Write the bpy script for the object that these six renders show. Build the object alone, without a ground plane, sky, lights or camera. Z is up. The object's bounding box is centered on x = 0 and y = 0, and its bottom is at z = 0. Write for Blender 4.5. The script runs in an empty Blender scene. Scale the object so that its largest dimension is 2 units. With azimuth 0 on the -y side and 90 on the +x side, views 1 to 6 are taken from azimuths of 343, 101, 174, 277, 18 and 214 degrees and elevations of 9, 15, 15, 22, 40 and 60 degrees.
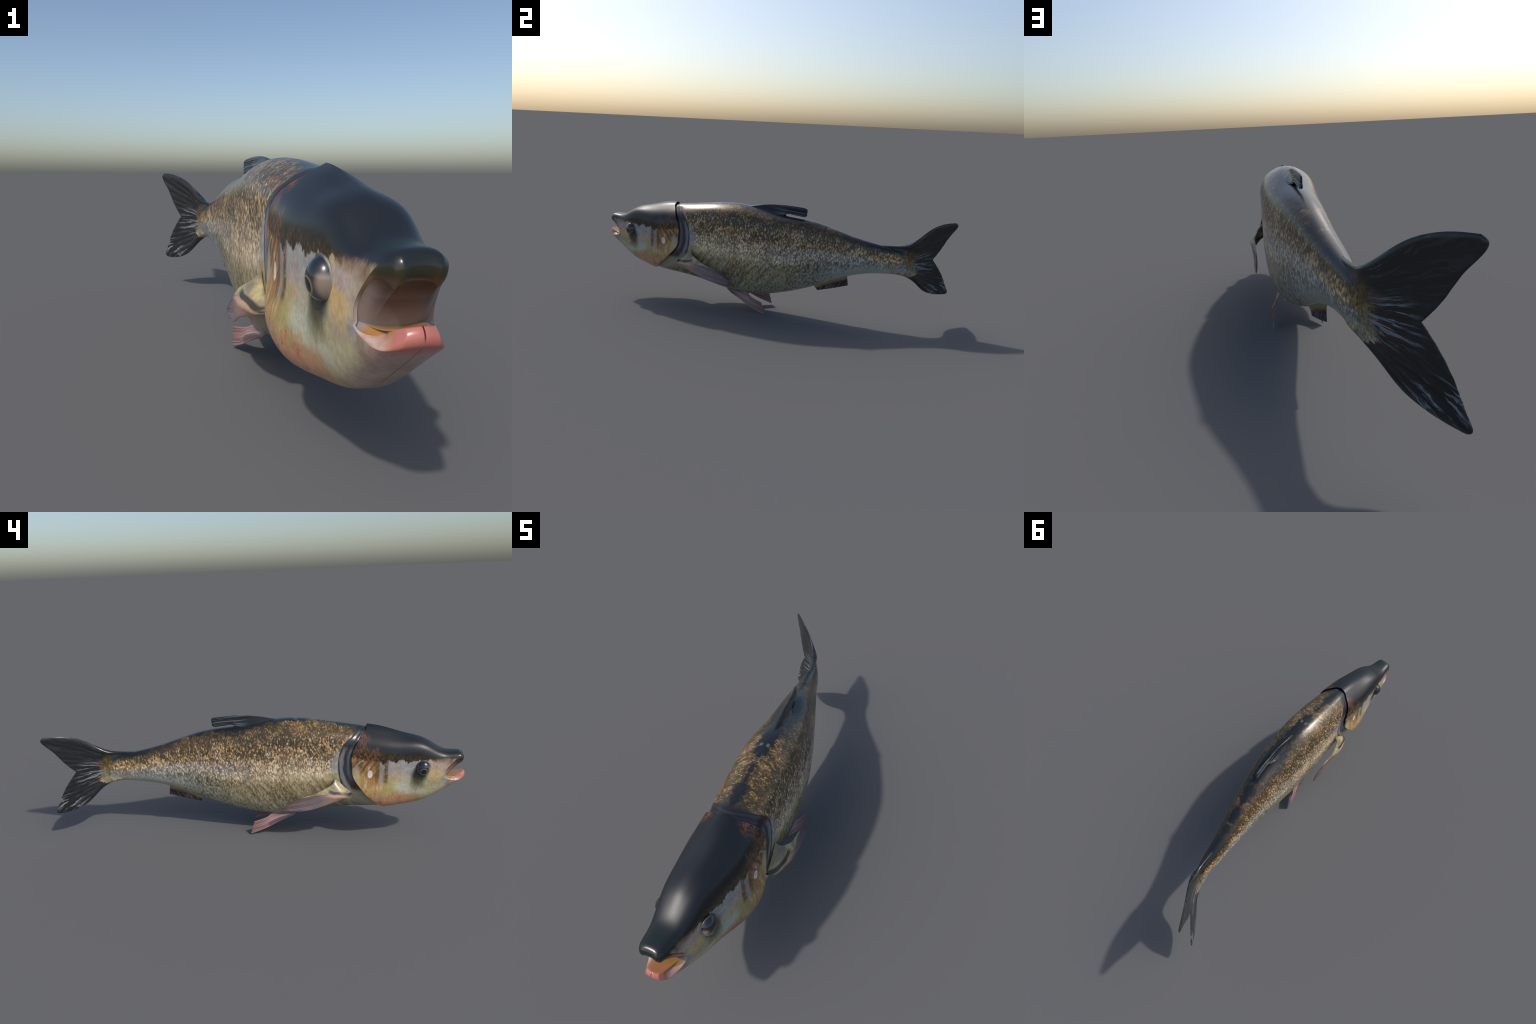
"""A bighead carp hanging in the air: head shell with gill cover, open mouth, scaled torso,
tail stalk and seven fins.  Everything is lofted in 'straight fish' coordinates
(s = along the fish, o = sideways, z = up) and then bent along the curved spine."""
import bpy, math
import numpy as np

rng = np.random.default_rng(7)
LINK = bpy.context.scene.collection.objects.link

# ------------------------------------------------------------------ profiles
def spline(xk, yk, x):
    """natural cubic spline"""
    xk = np.asarray(xk, float); yk = np.asarray(yk, float); n = len(xk); h = np.diff(xk)
    A = np.eye(n); b = np.zeros(n)
    for i in range(1, n - 1):
        A[i, i-1] = h[i-1]; A[i, i] = 2*(h[i-1]+h[i]); A[i, i+1] = h[i]
        b[i] = 6*((yk[i+1]-yk[i])/h[i]-(yk[i]-yk[i-1])/h[i-1])
    M = np.linalg.solve(A, b); x = np.asarray(x, float)
    i = np.clip(np.searchsorted(xk, x)-1, 0, n-2); a = xk[i+1]-x; c = x-xk[i]
    return (M[i]*a**3/(6*h[i])+M[i+1]*c**3/(6*h[i])
            + (yk[i]/h[i]-M[i]*h[i]/6)*a+(yk[i+1]/h[i]-M[i+1]*h[i]/6)*c)

def sstep(a, b, x):
    t = np.clip((np.asarray(x, float)-a)/(b-a), 0, 1)
    return t*t*(3-2*t)

STATION = [-1.0, -.97, -.9, -.82, -.72, -.62, -.5, -.35, -.15, .05, .25, .45, .6, .74]
BACK = [.453, .463, .466, .510, .540, .565, .577, .593, .599, .560, .528, .466, .429, .402]
BELLY = [.350, .325, .269, .215, .188, .174, .163, .137, .094, .110, .168, .245, .272, .273]
WIDTH = [.047, .052, .062, .075, .093, .107, .104, .105, .108, .098, .076, .053, .038, .020]
SPINE_S = [-1., -.8, -.6, -.4, -.2, 0, .2, .4, .6, .74, .80, .88, 1.0]
SPINE_X = [-.084, -.053, -.021, .001, .015, .025, .022, .008, -.008, -.020, -.043, -.098, -.169]
back  = lambda s: spline(STATION, BACK, s)
belly = lambda s: spline(STATION, BELLY, s)
width = lambda s: spline(STATION, WIDTH, s)
spine = lambda s: spline(SPINE_S, SPINE_X, s)
slope = lambda s: (spine(np.asarray(s)+.004)-spine(np.asarray(s)-.004))/.008
pow_up = lambda s: spline([-1, -.93, -.86, -.75, -.6, -.5, -.35, -.15, .2, .45, .74], [3.5, 3.6, 4.2, 4.9, 5.5, 5.7, 5.9, 5.4, 3.4, 2.8, 2.3], s)
pow_lo = lambda s: spline([-1, -.88, -.75, -.6, -.5, -.35, -.15, .2, .45, .74], [3.0, 2.8, 3.0, 3.2, 3.1, 2.9, 2.7, 2.37, 2.2, 2.05], s)
roof = lambda s: spline([-1, -.92, -.83, -.75, -.66, -.57, -.5, -.42, -.3, -.1, .3, .74], [.0, .03, .08, .19, .33, .38, .33, .27, .23, .19, .06, .0], s)

def bend(s, o, z):
    D = slope(s); q = np.sqrt(1+D*D)
    return np.stack([spine(s)+o/q, s-o*D/q, np.broadcast_to(z, np.shape(s+o+z))], -1)

def unbend(P):
    P = np.asarray(P, float); y = P[..., 1]
    D = slope(y); o = (P[..., 0]-spine(y))/np.sqrt(1+D*D)
    return y+o*D, o, P[..., 2]

def mid_height(s):
    front = np.interp(s, [-1.0, -.9], [.362, .355])
    k = sstep(-.88, -.76, s)
    return front*(1-k)+.5*(back(s)+belly(s))*k

def section(s, phi, jowl=0.):
    """point of the hull: phi runs round the section, 0 = right side, 90 deg = back"""
    zm = mid_height(s); up = np.sin(phi) >= 0
    h = np.where(up, back(s)-zm, zm-belly(s))
    p = np.where(up, pow_up(s), pow_lo(s))
    c, n = np.cos(phi), np.sin(phi)
    dz = np.sign(n)*np.abs(n)**(2/p)
    # skull and nape are roof-shaped: two flat slopes from the mid ridge to the shoulders
    r = np.where(up, roof(s), 0); ar = np.abs(c)**(2/p)
    dz = dz*(1-r)+r*(1.08-np.sqrt(ar*ar+.0064))*np.where(up, np.clip(n*6, 0, 1), 0)
    # the muzzle is pinched at the mouth line and flares to the lip above it
    pinch = 1-(1-sstep(-.96, -.88, s))*np.where(up, .22*(1-np.clip(dz, 0, 1))**2, .07)
    # the gill covers hang out low down
    pinch = pinch*(1+jowl*sstep(-.80, -.64, s)*sstep(.05, .62, -dz))
    return width(s)*np.sign(c)*np.abs(c)**(2/p)*pinch, zm+h*dz

# rear edge of the gill cover and of the collar behind it, as functions of relative height
GILL_V = [0, .03, .10, .15, .24, .32, .38, .41, .45, .54, .63, .73, .77, .814, .88, .928, .97, .99, 1.0]
GILL_S = [-.665, -.65, -.618, -.60, -.562, -.535, -.513, -.505, -.499, -.490, -.489, -.497, -.503, -.511, -.526, -.539, -.554, -.566, -.570]
COLL_V = [0, .06, .15, .25, .35, .45, .55, .65, .735, .80, .86, .92, .96, .99, 1.0]
COLL_S = [-.61, -.585, -.52, -.47, -.442, -.43, -.425, -.428, -.436, -.452, -.474, -.497, -.520, -.543, -.550]
gill = lambda v: np.interp(v, GILL_V, GILL_S)
coll = lambda v: np.interp(v, COLL_V, COLL_S)

# ------------------------------------------------------------------ mesh helpers
def to_mesh(name, verts, faces, mat, normals=None):
    me = bpy.data.meshes.new(name)
    me.from_pydata([tuple(map(float, v)) for v in verts], [], [tuple(map(int, f)) for f in faces])
    me.polygons.foreach_set("use_smooth", [True]*len(me.polygons))
    if normals is not None:
        me.normals_split_custom_set_from_vertices([tuple(map(float, n)) for n in normals])
    me.materials.append(mat)
    ob = bpy.data.objects.new(name, me); LINK(ob)
    return ob

def vertex_normals(V, F):
    F = np.asarray(F); N = np.zeros_like(V)
    a, b, c, d = (V[F[:, k]] for k in range(4))
    fn = np.cross(c-a, d-b)
    for k in range(4):
        np.add.at(N, F[:, k], fn)
    return N/(np.linalg.norm(N, axis=1, keepdims=True)+1e-15)

def grid_faces(nr, nc, wrap=True):
    F = []
    for i in range(nr-1):
        for j in range(nc if wrap else nc-1):
            k = (j+1) % nc
            F.append((i*nc+j, i*nc+k, (i+1)*nc+k, (i+1)*nc+j))
    return np.array(F)

def split_parts(V, F, label, spec):
    """cut one smooth surface into named objects whose border vertices and normals agree"""
    N = vertex_normals(V, F); out = {}
    for idx, (name, mat) in spec.items():
        f = F[label == idx]
        used, inv = np.unique(f, return_inverse=True)
        out[name] = to_mesh(name, V[used], inv.reshape(f.shape), mat, N[used])
    return out

def child(ob, parent):
    ob.parent = parent
    return ob

def blade(name, P, thick, mat):
    """closed fin: a grid of points P[u,v] given two faces and a rounded rim"""
    nu, nv = P.shape[:2]
    du = np.gradient(P, axis=0); dv = np.gradient(P, axis=1)
    n = np.cross(du, dv); n /= np.linalg.norm(n, axis=-1, keepdims=True)+1e-12
    A = P+n*thick[..., None]*.5; B = P-n*thick[..., None]*.5
    V = np.concatenate([A.reshape(-1, 3), B.reshape(-1, 3)]); m = nu*nv
    F = []
    for i in range(nu-1):
        for j in range(nv-1):
            a, b, c, d = i*nv+j, i*nv+j+1, (i+1)*nv+j+1, (i+1)*nv+j
            F.append((a, d, c, b)); F.append((m+a, m+b, m+c, m+d))
    ring = [(i, 0) for i in range(nu)]+[(nu-1, j) for j in range(1, nv)]+[(i, nv-1) for i in range(nu-2, -1, -1)]+[(0, j) for j in range(nv-2, 0, -1)]
    ids = [i*nv+j for i, j in ring]
    for a, b in zip(ids, ids[1:]+ids[:1]):
        F.append((a, b, m+b, m+a))
    V = np.array(V); F = np.array(F)
    return to_mesh(name, V, F, mat)

def curve3(pts, t):
    pts = np.asarray(pts, float)
    d = np.concatenate([[0], np.cumsum(np.linalg.norm(np.diff(pts, axis=0), axis=1))]); d /= d[-1]
    return np.stack([spline(d, pts[:, k], t) for k in range(pts.shape[1])], -1)

def line3(pts, t):
    pts = np.asarray(pts, float)
    d = np.concatenate([[0], np.cumsum(np.linalg.norm(np.diff(pts, axis=0), axis=1))]); d /= d[-1]
    return np.stack([np.interp(t, d, pts[:, k]) for k in range(pts.shape[1])], -1)

# ------------------------------------------------------------------ node helpers
class Graph:
    def __init__(self, name, rough=.3):
        self.mat = bpy.data.materials.new(name); self.mat.use_nodes = True
        self.t = self.mat.node_tree; self.n = self.t.nodes
        self.bsdf = self.n["Principled BSDF"]
        self.bsdf.inputs["Roughness"].default_value = rough
    def new(self, kind, **kw):
        nd = self.n.new(kind)
        for k, v in kw.items():
            setattr(nd, k, v)
        return nd
    def put(self, sock, val):
        if isinstance(val, Val):
            self.t.links.new(val.s, sock)
        elif hasattr(val, "is_linked"):
            self.t.links.new(val, sock)
        elif isinstance(val, (tuple, list)) and len(val) == 3 and sock.type == "RGBA":
            sock.default_value = (*val, 1)
        else:
            sock.default_value = val
    def math(self, op, a, b=0.0, c=None):
        nd = self.new("ShaderNodeMath", operation=op)
        self.put(nd.inputs[0], a); self.put(nd.inputs[1], b)
        if c is not None:
            self.put(nd.inputs[2], c)
        return Val(self, nd.outputs[0])
    def smooth(self, x, a, b, lo=0.0, hi=1.0):
        nd = self.new("ShaderNodeMapRange", interpolation_type="SMOOTHSTEP")
        self.put(nd.inputs["Value"], x); self.put(nd.inputs["From Min"], a); self.put(nd.inputs["From Max"], b)
        self.put(nd.inputs["To Min"], lo); self.put(nd.inputs["To Max"], hi)
        return Val(self, nd.outputs["Result"])
    def curve(self, x, xs, ys):
        """y(x) through a Float Curve node"""
        x0, x1, y0, y1 = min(xs), max(xs), min(ys), max(ys)
        if y1-y0 < 1e-6: y1 = y0+1e-6
        t = self.math("MULTIPLY", self.math("SUBTRACT", x, x0), 1/(x1-x0))
        nd = self.new("ShaderNodeFloatCurve"); cv = nd.mapping.curves[0]
        pts = [((a-x0)/(x1-x0), (b-y0)/(y1-y0)) for a, b in zip(xs, ys)]
        cv.points[0].location = pts[0]; cv.points[1].location = pts[-1]
        for p in pts[1:-1]:
            cv.points.new(*p)
        for p in cv.points:
            p.handle_type = "AUTO_CLAMPED"
        nd.mapping.update()
        self.put(nd.inputs["Value"], t)
        return self.math("MULTIPLY_ADD", Val(self, nd.outputs[0]), y1-y0, y0)
    def vec(self, x, y, z):
        nd = self.new("ShaderNodeCombineXYZ")
        for i, v in enumerate((x, y, z)):
            self.put(nd.inputs[i], v)
        return Val(self, nd.outputs[0])
    def noise(self, v, scale=5., detail=3., rough=.55, dist=0.):
        nd = self.new("ShaderNodeTexNoise")
        self.put(nd.inputs["Vector"], v)
        for k, q in (("Scale", scale), ("Detail", detail), ("Roughness", rough), ("Distortion", dist)):
            nd.inputs[k].default_value = q
        return Val(self, nd.outputs["Fac"])
    def voro(self, v, scale, feature="F1", rand=1.0):
        nd = self.new("ShaderNodeTexVoronoi", feature=feature)
        self.put(nd.inputs["Vector"], v); nd.inputs["Scale"].default_value = scale
        nd.inputs["Randomness"].default_value = rand
        sep = self.new("ShaderNodeSeparateColor"); self.t.links.new(nd.outputs["Color"], sep.inputs[0])
        return Val(self, nd.outputs["Distance"]), Val(self, sep.outputs[0]), Val(self, sep.outputs[1])
    def mix(self, f, a, b, mode="MIX"):
        nd = self.new("ShaderNodeMix", data_type="RGBA", blend_type=mode)
        self.put(nd.inputs[0], f); self.put(nd.inputs[6], a); self.put(nd.inputs[7], b)
        return Val(self, nd.outputs[2])
    def ramp(self, f, stops, mode="EASE"):
        nd = self.new("ShaderNodeValToRGB"); r = nd.color_ramp; r.interpolation = mode
        r.elements[0].position, r.elements[0].color = stops[0][0], (*stops[0][1], 1)
        r.elements[1].position, r.elements[1].color = stops[-1][0], (*stops[-1][1], 1)
        for p, c in stops[1:-1]:
            e = r.elements.new(p); e.color = (*c, 1)
        self.put(nd.inputs[0], f)
        return Val(self, nd.outputs[0])
    def scale_col(self, c, k):
        nd = self.new("ShaderNodeVectorMath", operation="SCALE")
        self.put(nd.inputs[0], c); self.put(nd.inputs[3], k)
        return Val(self, nd.outputs[0])
    def blob(self, x, y, x0, y0, rx, ry, soft=.5, wob=None):
        """soft elliptic patch mask"""
        dx = (x-x0)*(1/rx); dy = (y-y0)*(1/ry)
        d = self.math("SQRT", dx*dx+dy*dy)
        if wob is not None:
            d = d+wob
        return self.smooth(d, 1+soft, 1-soft)
    def bump(self, h, strength, dist):
        nd = self.new("ShaderNodeBump"); nd.inputs["Strength"].default_value = strength
        nd.inputs["Distance"].default_value = dist
        self.put(nd.inputs["Height"], h)
        self.t.links.new(nd.outputs[0], self.bsdf.inputs["Normal"])
    def done(self, color, rough=None):
        self.put(self.bsdf.inputs["Base Color"], color)
        if rough is not None:
            self.put(self.bsdf.inputs["Roughness"], rough)
        return self.mat
    def fish(self):
        """object position -> straight fish coordinates"""
        tc = self.new("ShaderNodeTexCoord"); sp = self.new("ShaderNodeSeparateXYZ")
        self.t.links.new(tc.outputs["Object"], sp.inputs[0])
        x, y, z = (Val(self, sp.outputs[i]) for i in range(3))
        ys = np.linspace(-1.04, 1.0, 26)
        c = self.curve(y, ys, spine(ys)); D = self.curve(y, ys, slope(ys))
        o = x-c; s = y+o*D
        ks = np.concatenate([np.linspace(-1.03, .74, 32)])
        zt = self.curve(s, ks, back(ks)); zb = self.curve(s, ks, belly(ks))
        v = (z-zb)/(zt-zb)
        return s, o, z, v

class Val:
    def __init__(self, g, s): self.g, self.s = g, s
    def __add__(a, b): return a.g.math("ADD", a, b)
    __radd__ = __add__
    def __sub__(a, b): return a.g.math("SUBTRACT", a, b)
    def __rsub__(a, b): return a.g.math("SUBTRACT", b, a)
    def __mul__(a, b): return a.g.math("MULTIPLY", a, b)
    __rmul__ = __mul__
    def __truediv__(a, b): return a.g.math("DIVIDE", a, b)
    def abs(a): return a.g.math("ABSOLUTE", a)

# ------------------------------------------------------------------ materials
def scale_pattern(g, s, o, z, sc=136.):
    ao = o.abs()
    wig = g.noise(g.vec(s, ao, z), 45, 3)*.02
    p = g.vec(s*1.2+wig, ao*.70, z*.60-s*.14)
    d, r1, r2 = g.voro(p, sc, rand=.95)
    fine = g.noise(g.vec(s*1.7, ao*.75, z*.46-s*.22), 215, 3, .66)
    return d, r1, r2, fine

def torso_material():
    g = Graph("scaled_skin", .3)
    s, o, z, v = g.fish(); ao = o.abs()
    P = g.vec(s, ao, z)
    n_big = g.noise(P, 5, 4); n_mid = g.noise(g.vec(s, ao, z*.8), 16, 4, .6); n_sm = g.noise(P, 60, 3, .6)
    vd = v+(n_mid-.5)*.14+(n_sm-.5)*.08
    flank = g.ramp(vd, [(0, (.36, .36, .28)), (.2, (.37, .34, .22)), (.36, (.46, .37, .19)), (.47, (.90, .72, .46)),  # mid-height cream brightened to match the sunlit highlights on the flank
                        (.58, (.78, .59, .38)), (.70, (.70, .49, .28)), (.82, (.55, .36, .18)), (.92, (.42, .28, .10)),
                        (1, (.28, .19, .08))], "LINEAR")
    stalk = g.ramp(vd, [(0, (.40, .41, .33)), (.25, (.42, .44, .38)), (.46, (.46, .45, .39)), (.50, (.70, .53, .30)),
                        (.66, (.66, .44, .22)), (.82, (.46, .27, .11)), (.93, (.22, .14, .06)), (1, (.12, .08, .035))], "LINEAR")
    col = g.mix(g.smooth(s, .05, .42), flank, stalk)
    # paler band at mid-height on the rear half
    stripe = g.smooth(v, .42, .52)*g.smooth(v, .66, .58)*g.smooth(s, -.08, .12)*g.smooth(s, .62, .38)
    col = g.mix(stripe*.7, col, (.47, .42, .38))
    # warm and grey clouds
    col = g.mix(g.smooth(n_big, .52, .7)*.45, col, (.42, .22, .09), "MIX")
    col = g.mix(g.smooth(n_big, .46, .3)*g.smooth(v, .9, .7)*.5, col, (.27, .27, .23))
    # brown slanting streaks behind the breast fin, and olive flecks along the belly
    k = s-z*.80+(n_mid-.5)*.022
    ns = g.noise(g.vec(k, z*.13, ao*.05), 54, 2, .55, .15)
    zone = g.smooth(v+(n_sm-.5)*.1, .55, .37)*g.smooth(v, .03, .16)*g.smooth(s, -.5, -.38)*g.smooth(s, .2, -.05)
    streak = g.smooth(ns+(n_sm-.5)*.12, .44, .66)
    col = g.mix(zone*streak*.75, col, (.24, .135, .06))
    col = g.mix(zone*g.smooth(ns, .46, .34)*.7, col, (.52, .47, .32))
    fleck = g.noise(g.vec(s*1.1, ao, z*.55-s*.35), 105, 4, .7)+(n_mid-.5)*.35
    low = g.smooth(v, .52, .38)*g.smooth(s, -.42, -.1, .45, 1)*g.smooth(s, .55, .25)
    col = g.mix(low*g.smooth(fleck, .46, .62)*.85, col, (.10, .075, .032))
    # scales: pale centres, dark rims, some dark blotches between
    d, r1, r2, fine = scale_pattern(g, s, o, z)
    mid = g.smooth(v, .02, .45)
    sc_amt = mid*g.smooth(s, -.55, -.46)*(1-zone*.75)
    lay = g.noise(g.vec(s, ao, z*1.6), 9, 5, .65)
    edge = g.smooth(d, .30, .75)
    gaps = g.mix(g.smooth(vd, .45, .80), g.scale_col(col, .29), (.066, .044, .018))
    speck = fine+(r1-.5)*.22-edge*.13+(lay-.5)*.40+(n_mid-.5)*.22-g.smooth(v, .56, .90)*.10
    lit = g.smooth(speck, .29, .64)
    lit = 1-(1-lit)*sc_amt
    col = g.mix(lit, gaps, g.scale_col(col, 1+sc_amt*(r1*.7-.22)))
    warm = g.noise(P, 34, 3, .6)
    col = g.mix(g.smooth(warm, .56, .70)*g.smooth(v, .42, .55)*g.smooth(v, .97, .88)*lit*.6, col, g.mix(r1, (.30, .11, .045), (.62, .30, .15)))
    col = g.mix(g.smooth(r2, .16, .05)*(1-edge)*g.smooth(v, .40, .5)*g.smooth(v, .93, .8)*.5, col, (.80, .74, .62))
    bn = g.noise(g.vec(s*1.2, ao, z), 19, 5, .7)
    blot = g.smooth(bn+(fine-.5)*.25, .50, .66)*g.smooth(v, .50, .70)
    col = g.mix(blot*.75, col, g.mix(g.smooth(n_big, .4, .6), (.050, .045, .032), (.10, .05, .022)))
    rust = g.smooth(g.noise(g.vec(s, ao, z*1.3), 11, 4, .65), .54, .68)*g.smooth(v, .48, .62)
    col = g.mix(rust*.4, col, g.mix(fine, (.16, .07, .028), (.50, .27, .13)))
    root = g.smooth(s+(n_sm-.5)*.02, .69, .735)*g.smooth(v, .42, .5)
    col = g.mix(root*.7, col, g.mix(lit, (.08, .055, .018), (.28, .20, .07)))
    # black back: a saddle that widens forward, with golden flecks at its border
    saddle = g.smooth(ao+(n_mid-.5)*.13+(n_sm-.5)*.05+(fine-.5)*.05, .046, .006)*g.smooth(v, .86, .95)
    nape = g.smooth(s+(n_mid-.5)*.12, -.43, -.52)*g.smooth(v+(n_mid-.5)*.2, .82, .92)
    tailback = g.smooth(s, .30, .60)*g.smooth(v+(n_mid-.5)*.35+(fine-.5)*.2, .78, .95)
    dorsal = g.blob(s, ao, .06, 0., .20, .068, .45, (n_sm-.5)*1.1)*g.smooth(v, .82, .90)
    blk = g.math("MAXIMUM", g.math("MAXIMUM", saddle, nape), g.math("MAXIMUM", tailback, dorsal))
    col = g.mix(blk, col, g.mix(n_sm, (.008, .010, .013), (.018, .020, .021)))
    # two pairs of small pale marks on the back
    for s0, o0, r in ((.447, .007, .006), (-.215, .013, .009), (-.16, .04, .006)):
        m = g.blob(s, ao, s0, o0, r, r*.6, .5, (n_sm-.5)*1.2)*g.smooth(v, .9, .96)
        col = g.mix(m*.5, col, (.20, .21, .15))
    lat = g.smooth((v-.485+(n_sm-.5)*.03).abs(), .010, .003)*g.smooth(s, -.4, -.3)*g.smooth(n_mid, .4, .55)
    col = g.mix(lat*.2, col, (.26, .10, .05))
    # collar behind the gill opening
    vs = np.linspace(0, 1, 24)
    sg = g.curve(v, vs, gill(vs)); sk = g.curve(v, vs, coll(vs))
    u = (s-sg)/(sk-sg)
    n_col = g.noise(g.vec(s*1.3, ao, z*.25), 70, 3, .6)
    upper = g.smooth(v, .72, .80)
    strips = g.ramp(u+(n_col-.5)*.34, [(0, (.07, .07, .085)), (.15, (.15, .155, .175)), (.30, (.11, .115, .13)), (.38, (.05, .055, .07)), (.5, (.03, .033, .042)),  # grey highlights of the rolls and dark groove shade drawn as colour bands
                    (.56, (.07, .045, .05)), (.64, (.16, .165, .185)), (.82, (.22, .225, .24)), (.93, (.025, .027, .032)), (1, (.10, .10, .095))], "LINEAR")
    strips = g.mix(upper*.92, strips, (.012, .013, .016))
    brown = g.smooth(v, .42, .33)*g.smooth(u, .72, .45)
    strips = g.mix(brown*.85, strips, (.085, .05, .028))
    flesh = g.smooth(v+(n_col-.5)*.1, .29, .23)
    strips = g.mix(flesh, strips, g.mix(n_mid, (.44, .34, .17), (.34, .32, .26)))
    strips = g.mix(g.smooth(v, .12, .04)*.7, strips, (.36, .30, .22))
    col = g.mix(g.smooth(u, 1.06, .98), col, strips)
    halo = g.smooth(u+(n_mid-.5)*.5, 1.75, 1.2)*g.smooth(u, .97, 1.03)*g.smooth(v, .80, .62)*g.smooth(v, .2, .35)
    col = g.mix(halo*.75, col, g.mix(g.smooth(v, .5, .42), (.34, .34, .34), (.40, .33, .14)))
    pit = g.blob(s, v, -.40, .30, .03, .05, .6)
    col = g.mix(pit*.55, col, (.06, .05, .03))
    # breast between the fins: thin grey-olive stripes
    br = g.smooth(v, .16, .06)*g.smooth(s, -.2, -.35)*g.smooth(u, .95, 1.1)
    col = g.mix(br*.8, col, g.mix(g.smooth(ns, .42, .56), (.30, .28, .19), (.13, .12, .07)))
    h = (1-edge)*sc_amt*g.smooth(v, .93, .8)
    g.bump(h, .06, .003)
    return g.done(col, g.math("MULTIPLY_ADD", n_sm, .06, .26))

def head_material():
    g = Graph("head_skin", .3)
    s, o, z, v = g.fish(); ao = o.abs()
    P = g.vec(s, ao, z)
    n1 = g.noise(P, 9, 3); n2 = g.noise(P, 32, 4, .6); n3 = g.noise(g.vec(s*1.6, ao, z*.7), 95, 3, .6)
    nv = g.noise(g.vec(s*1.5, ao*.4, z*.22), 70, 3, .6)            # streaks that hang down
    nd = g.noise(g.vec(s+z*.7, ao*.3, (z-s)*.18), 80, 3, .6)       # slanting streaks
    w2 = (n2-.5)*1.3; w3 = (n3-.5)*.8
    # lower cheek: cream, olive and ochre
    col = g.mix(g.smooth(n1, .4, .62), (.46, .42, .26), (.37, .32, .15))
    col = g.mix(g.blob(s, z, -.68, .30, .075, .045, .6, w2*.6)*.7, col, (.34, .28, .10))
    col = g.mix(g.blob(s, z, -.745, .305, .045, .035, .7, w2*.5)*.9, col, (.50, .51, .41))
    col = g.mix(g.blob(s, z, -.83, .275, .07, .022, .7, w2*.5)*.85, col, (.54, .51, .38))
    # grey-blue patch from eye to gill cover, with pink stains
    grey = g.smooth(s, -.80, -.77)*g.smooth(s, -.60, -.65)*g.smooth(z+(n2-.5)*.05, .345, .385)
    col = g.mix(grey*.95, col, g.mix(n2, (.30, .305, .305), (.40, .39, .37)))
    pink = g.blob(s, z, -.70, .365, .035, .04, .6, w2)*g.smooth(n3, .45, .62)
    col = g.mix(pink*.8, col, (.60, .36, .25))
    # gill cover: rust above, tan below
    op = g.smooth(s+(n2-.5)*.06, -.68, -.60)
    rust = g.mix(g.smooth(nd, .38, .62), (.17, .085, .034), (.42, .23, .095))
    tan = g.mix(g.smooth(nv, .35, .65), (.38, .23, .085), (.56, .39, .17))
    tanm = g.smooth(z+(s+.55)*-.35+(n2-.5)*.05, .385, .335)
    opc = g.mix(tanm, rust, tan)
    col = g.mix(op*g.smooth(v, .12, .25), col, opc)
    col = g.mix(g.blob(s, z, -.515, .365, .014, .035, .6, w2*.8)*.7, col, (.52, .45, .31))
    line = g.math("SUBTRACT", z, g.math("MULTIPLY_ADD", (s+.56)*(s+.56), -14.0, .432))
    col = g.mix(g.smooth((line+(n3-.5)*.02).abs(), .006, .002)*g.smooth(s, -.575, -.56)*.8, col, (.38, .37, .34))
    col = g.mix(g.blob(s, z, -.585, .335, .022, .025, .7, w2)*.6, col, (.32, .12, .035))
    # throat and lower rim of the gill cover: red veins
    red = g.smooth(v+(n2-.5)*.16, .28, .12)*g.smooth(s, -.84, -.76)
    col = g.mix(red*.75, col, (.56, .24, .13))
    vein = g.smooth(g.noise(g.vec(s*1.3, ao, z*.5), 48, 3, .6), .56, .62)*g.smooth(v, .34, .2)*g.smooth(s, -.78, -.7)
    col = g.mix(vein*.7, col, (.50, .13, .07))
    # upright grey and brown bars of the preopercle
    bar = g.smooth(z, .30, .335)*g.smooth(z+(n2-.5)*.02, .445, .425)
    col = g.mix(bar*g.smooth((s+.652+(nv-.5)*.03).abs(), .014, .004)*g.smooth(n3, .3, .5)*.85, col, (.11, .06, .028))
    col = g.mix(bar*g.smooth((s+.612+(nv-.5)*.012).abs(), .012, .005)*.75, col, (.18, .10, .035))
    col = g.mix(bar*g.smooth((s+.631+(nv-.5)*.02+(n3-.5)*.01).abs(), .0085, .004)*.9, col, (.31, .30, .30))
    # pearl-white spot on the gill cover
    col = g.mix(g.blob(s, z, -.579, .362, .0115, .0185, .22, w3*.25), col, (.92, .80, .66))
    col = g.mix(g.blob(s+(z-.39)*.4, z, -.572, .39, .004, .014, .4, w3*.5)*.8, col, (.66, .55, .42))
    # snout side, peach, pale cheek before the eye
    front = g.smooth(s, -.83, -.85)
    col = g.mix(front*.9, col, g.mix(g.smooth(z+(nv-.5)*.03, .33, .30), (.45, .36, .23), (.48, .43, .27)))
    col = g.mix(g.blob(s, z, -.868, .376, .030, .032, .7, w2*.5), col, (.62, .43, .20))
    col = g.mix(g.blob(s, z, -.872, .408, .030, .018, .5, w2*.4)*.85, col, (.44, .36, .33))
    col = g.mix(g.blob(s, z, -.915, .425, .03, .014, .6, w2*.5)*.8, col, (.20, .11, .065))
    col = g.mix(g.blob(s, z, -.905, .40, .02, .03, .7, w2*.4)*.6, col, (.45, .37, .31))
    col = g.mix(g.blob(s, z, -.907, .345, .014, .018, .7, w2*.5)*.8, col, (.30, .26, .26))
    jaw = g.smooth(s, -.915, -.935)*g.smooth(z, .40, .37)
    col = g.mix(jaw*.9, col, g.mix(g.smooth(n2, .4, .6), (.46, .35, .28), (.44, .28, .23)))
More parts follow.
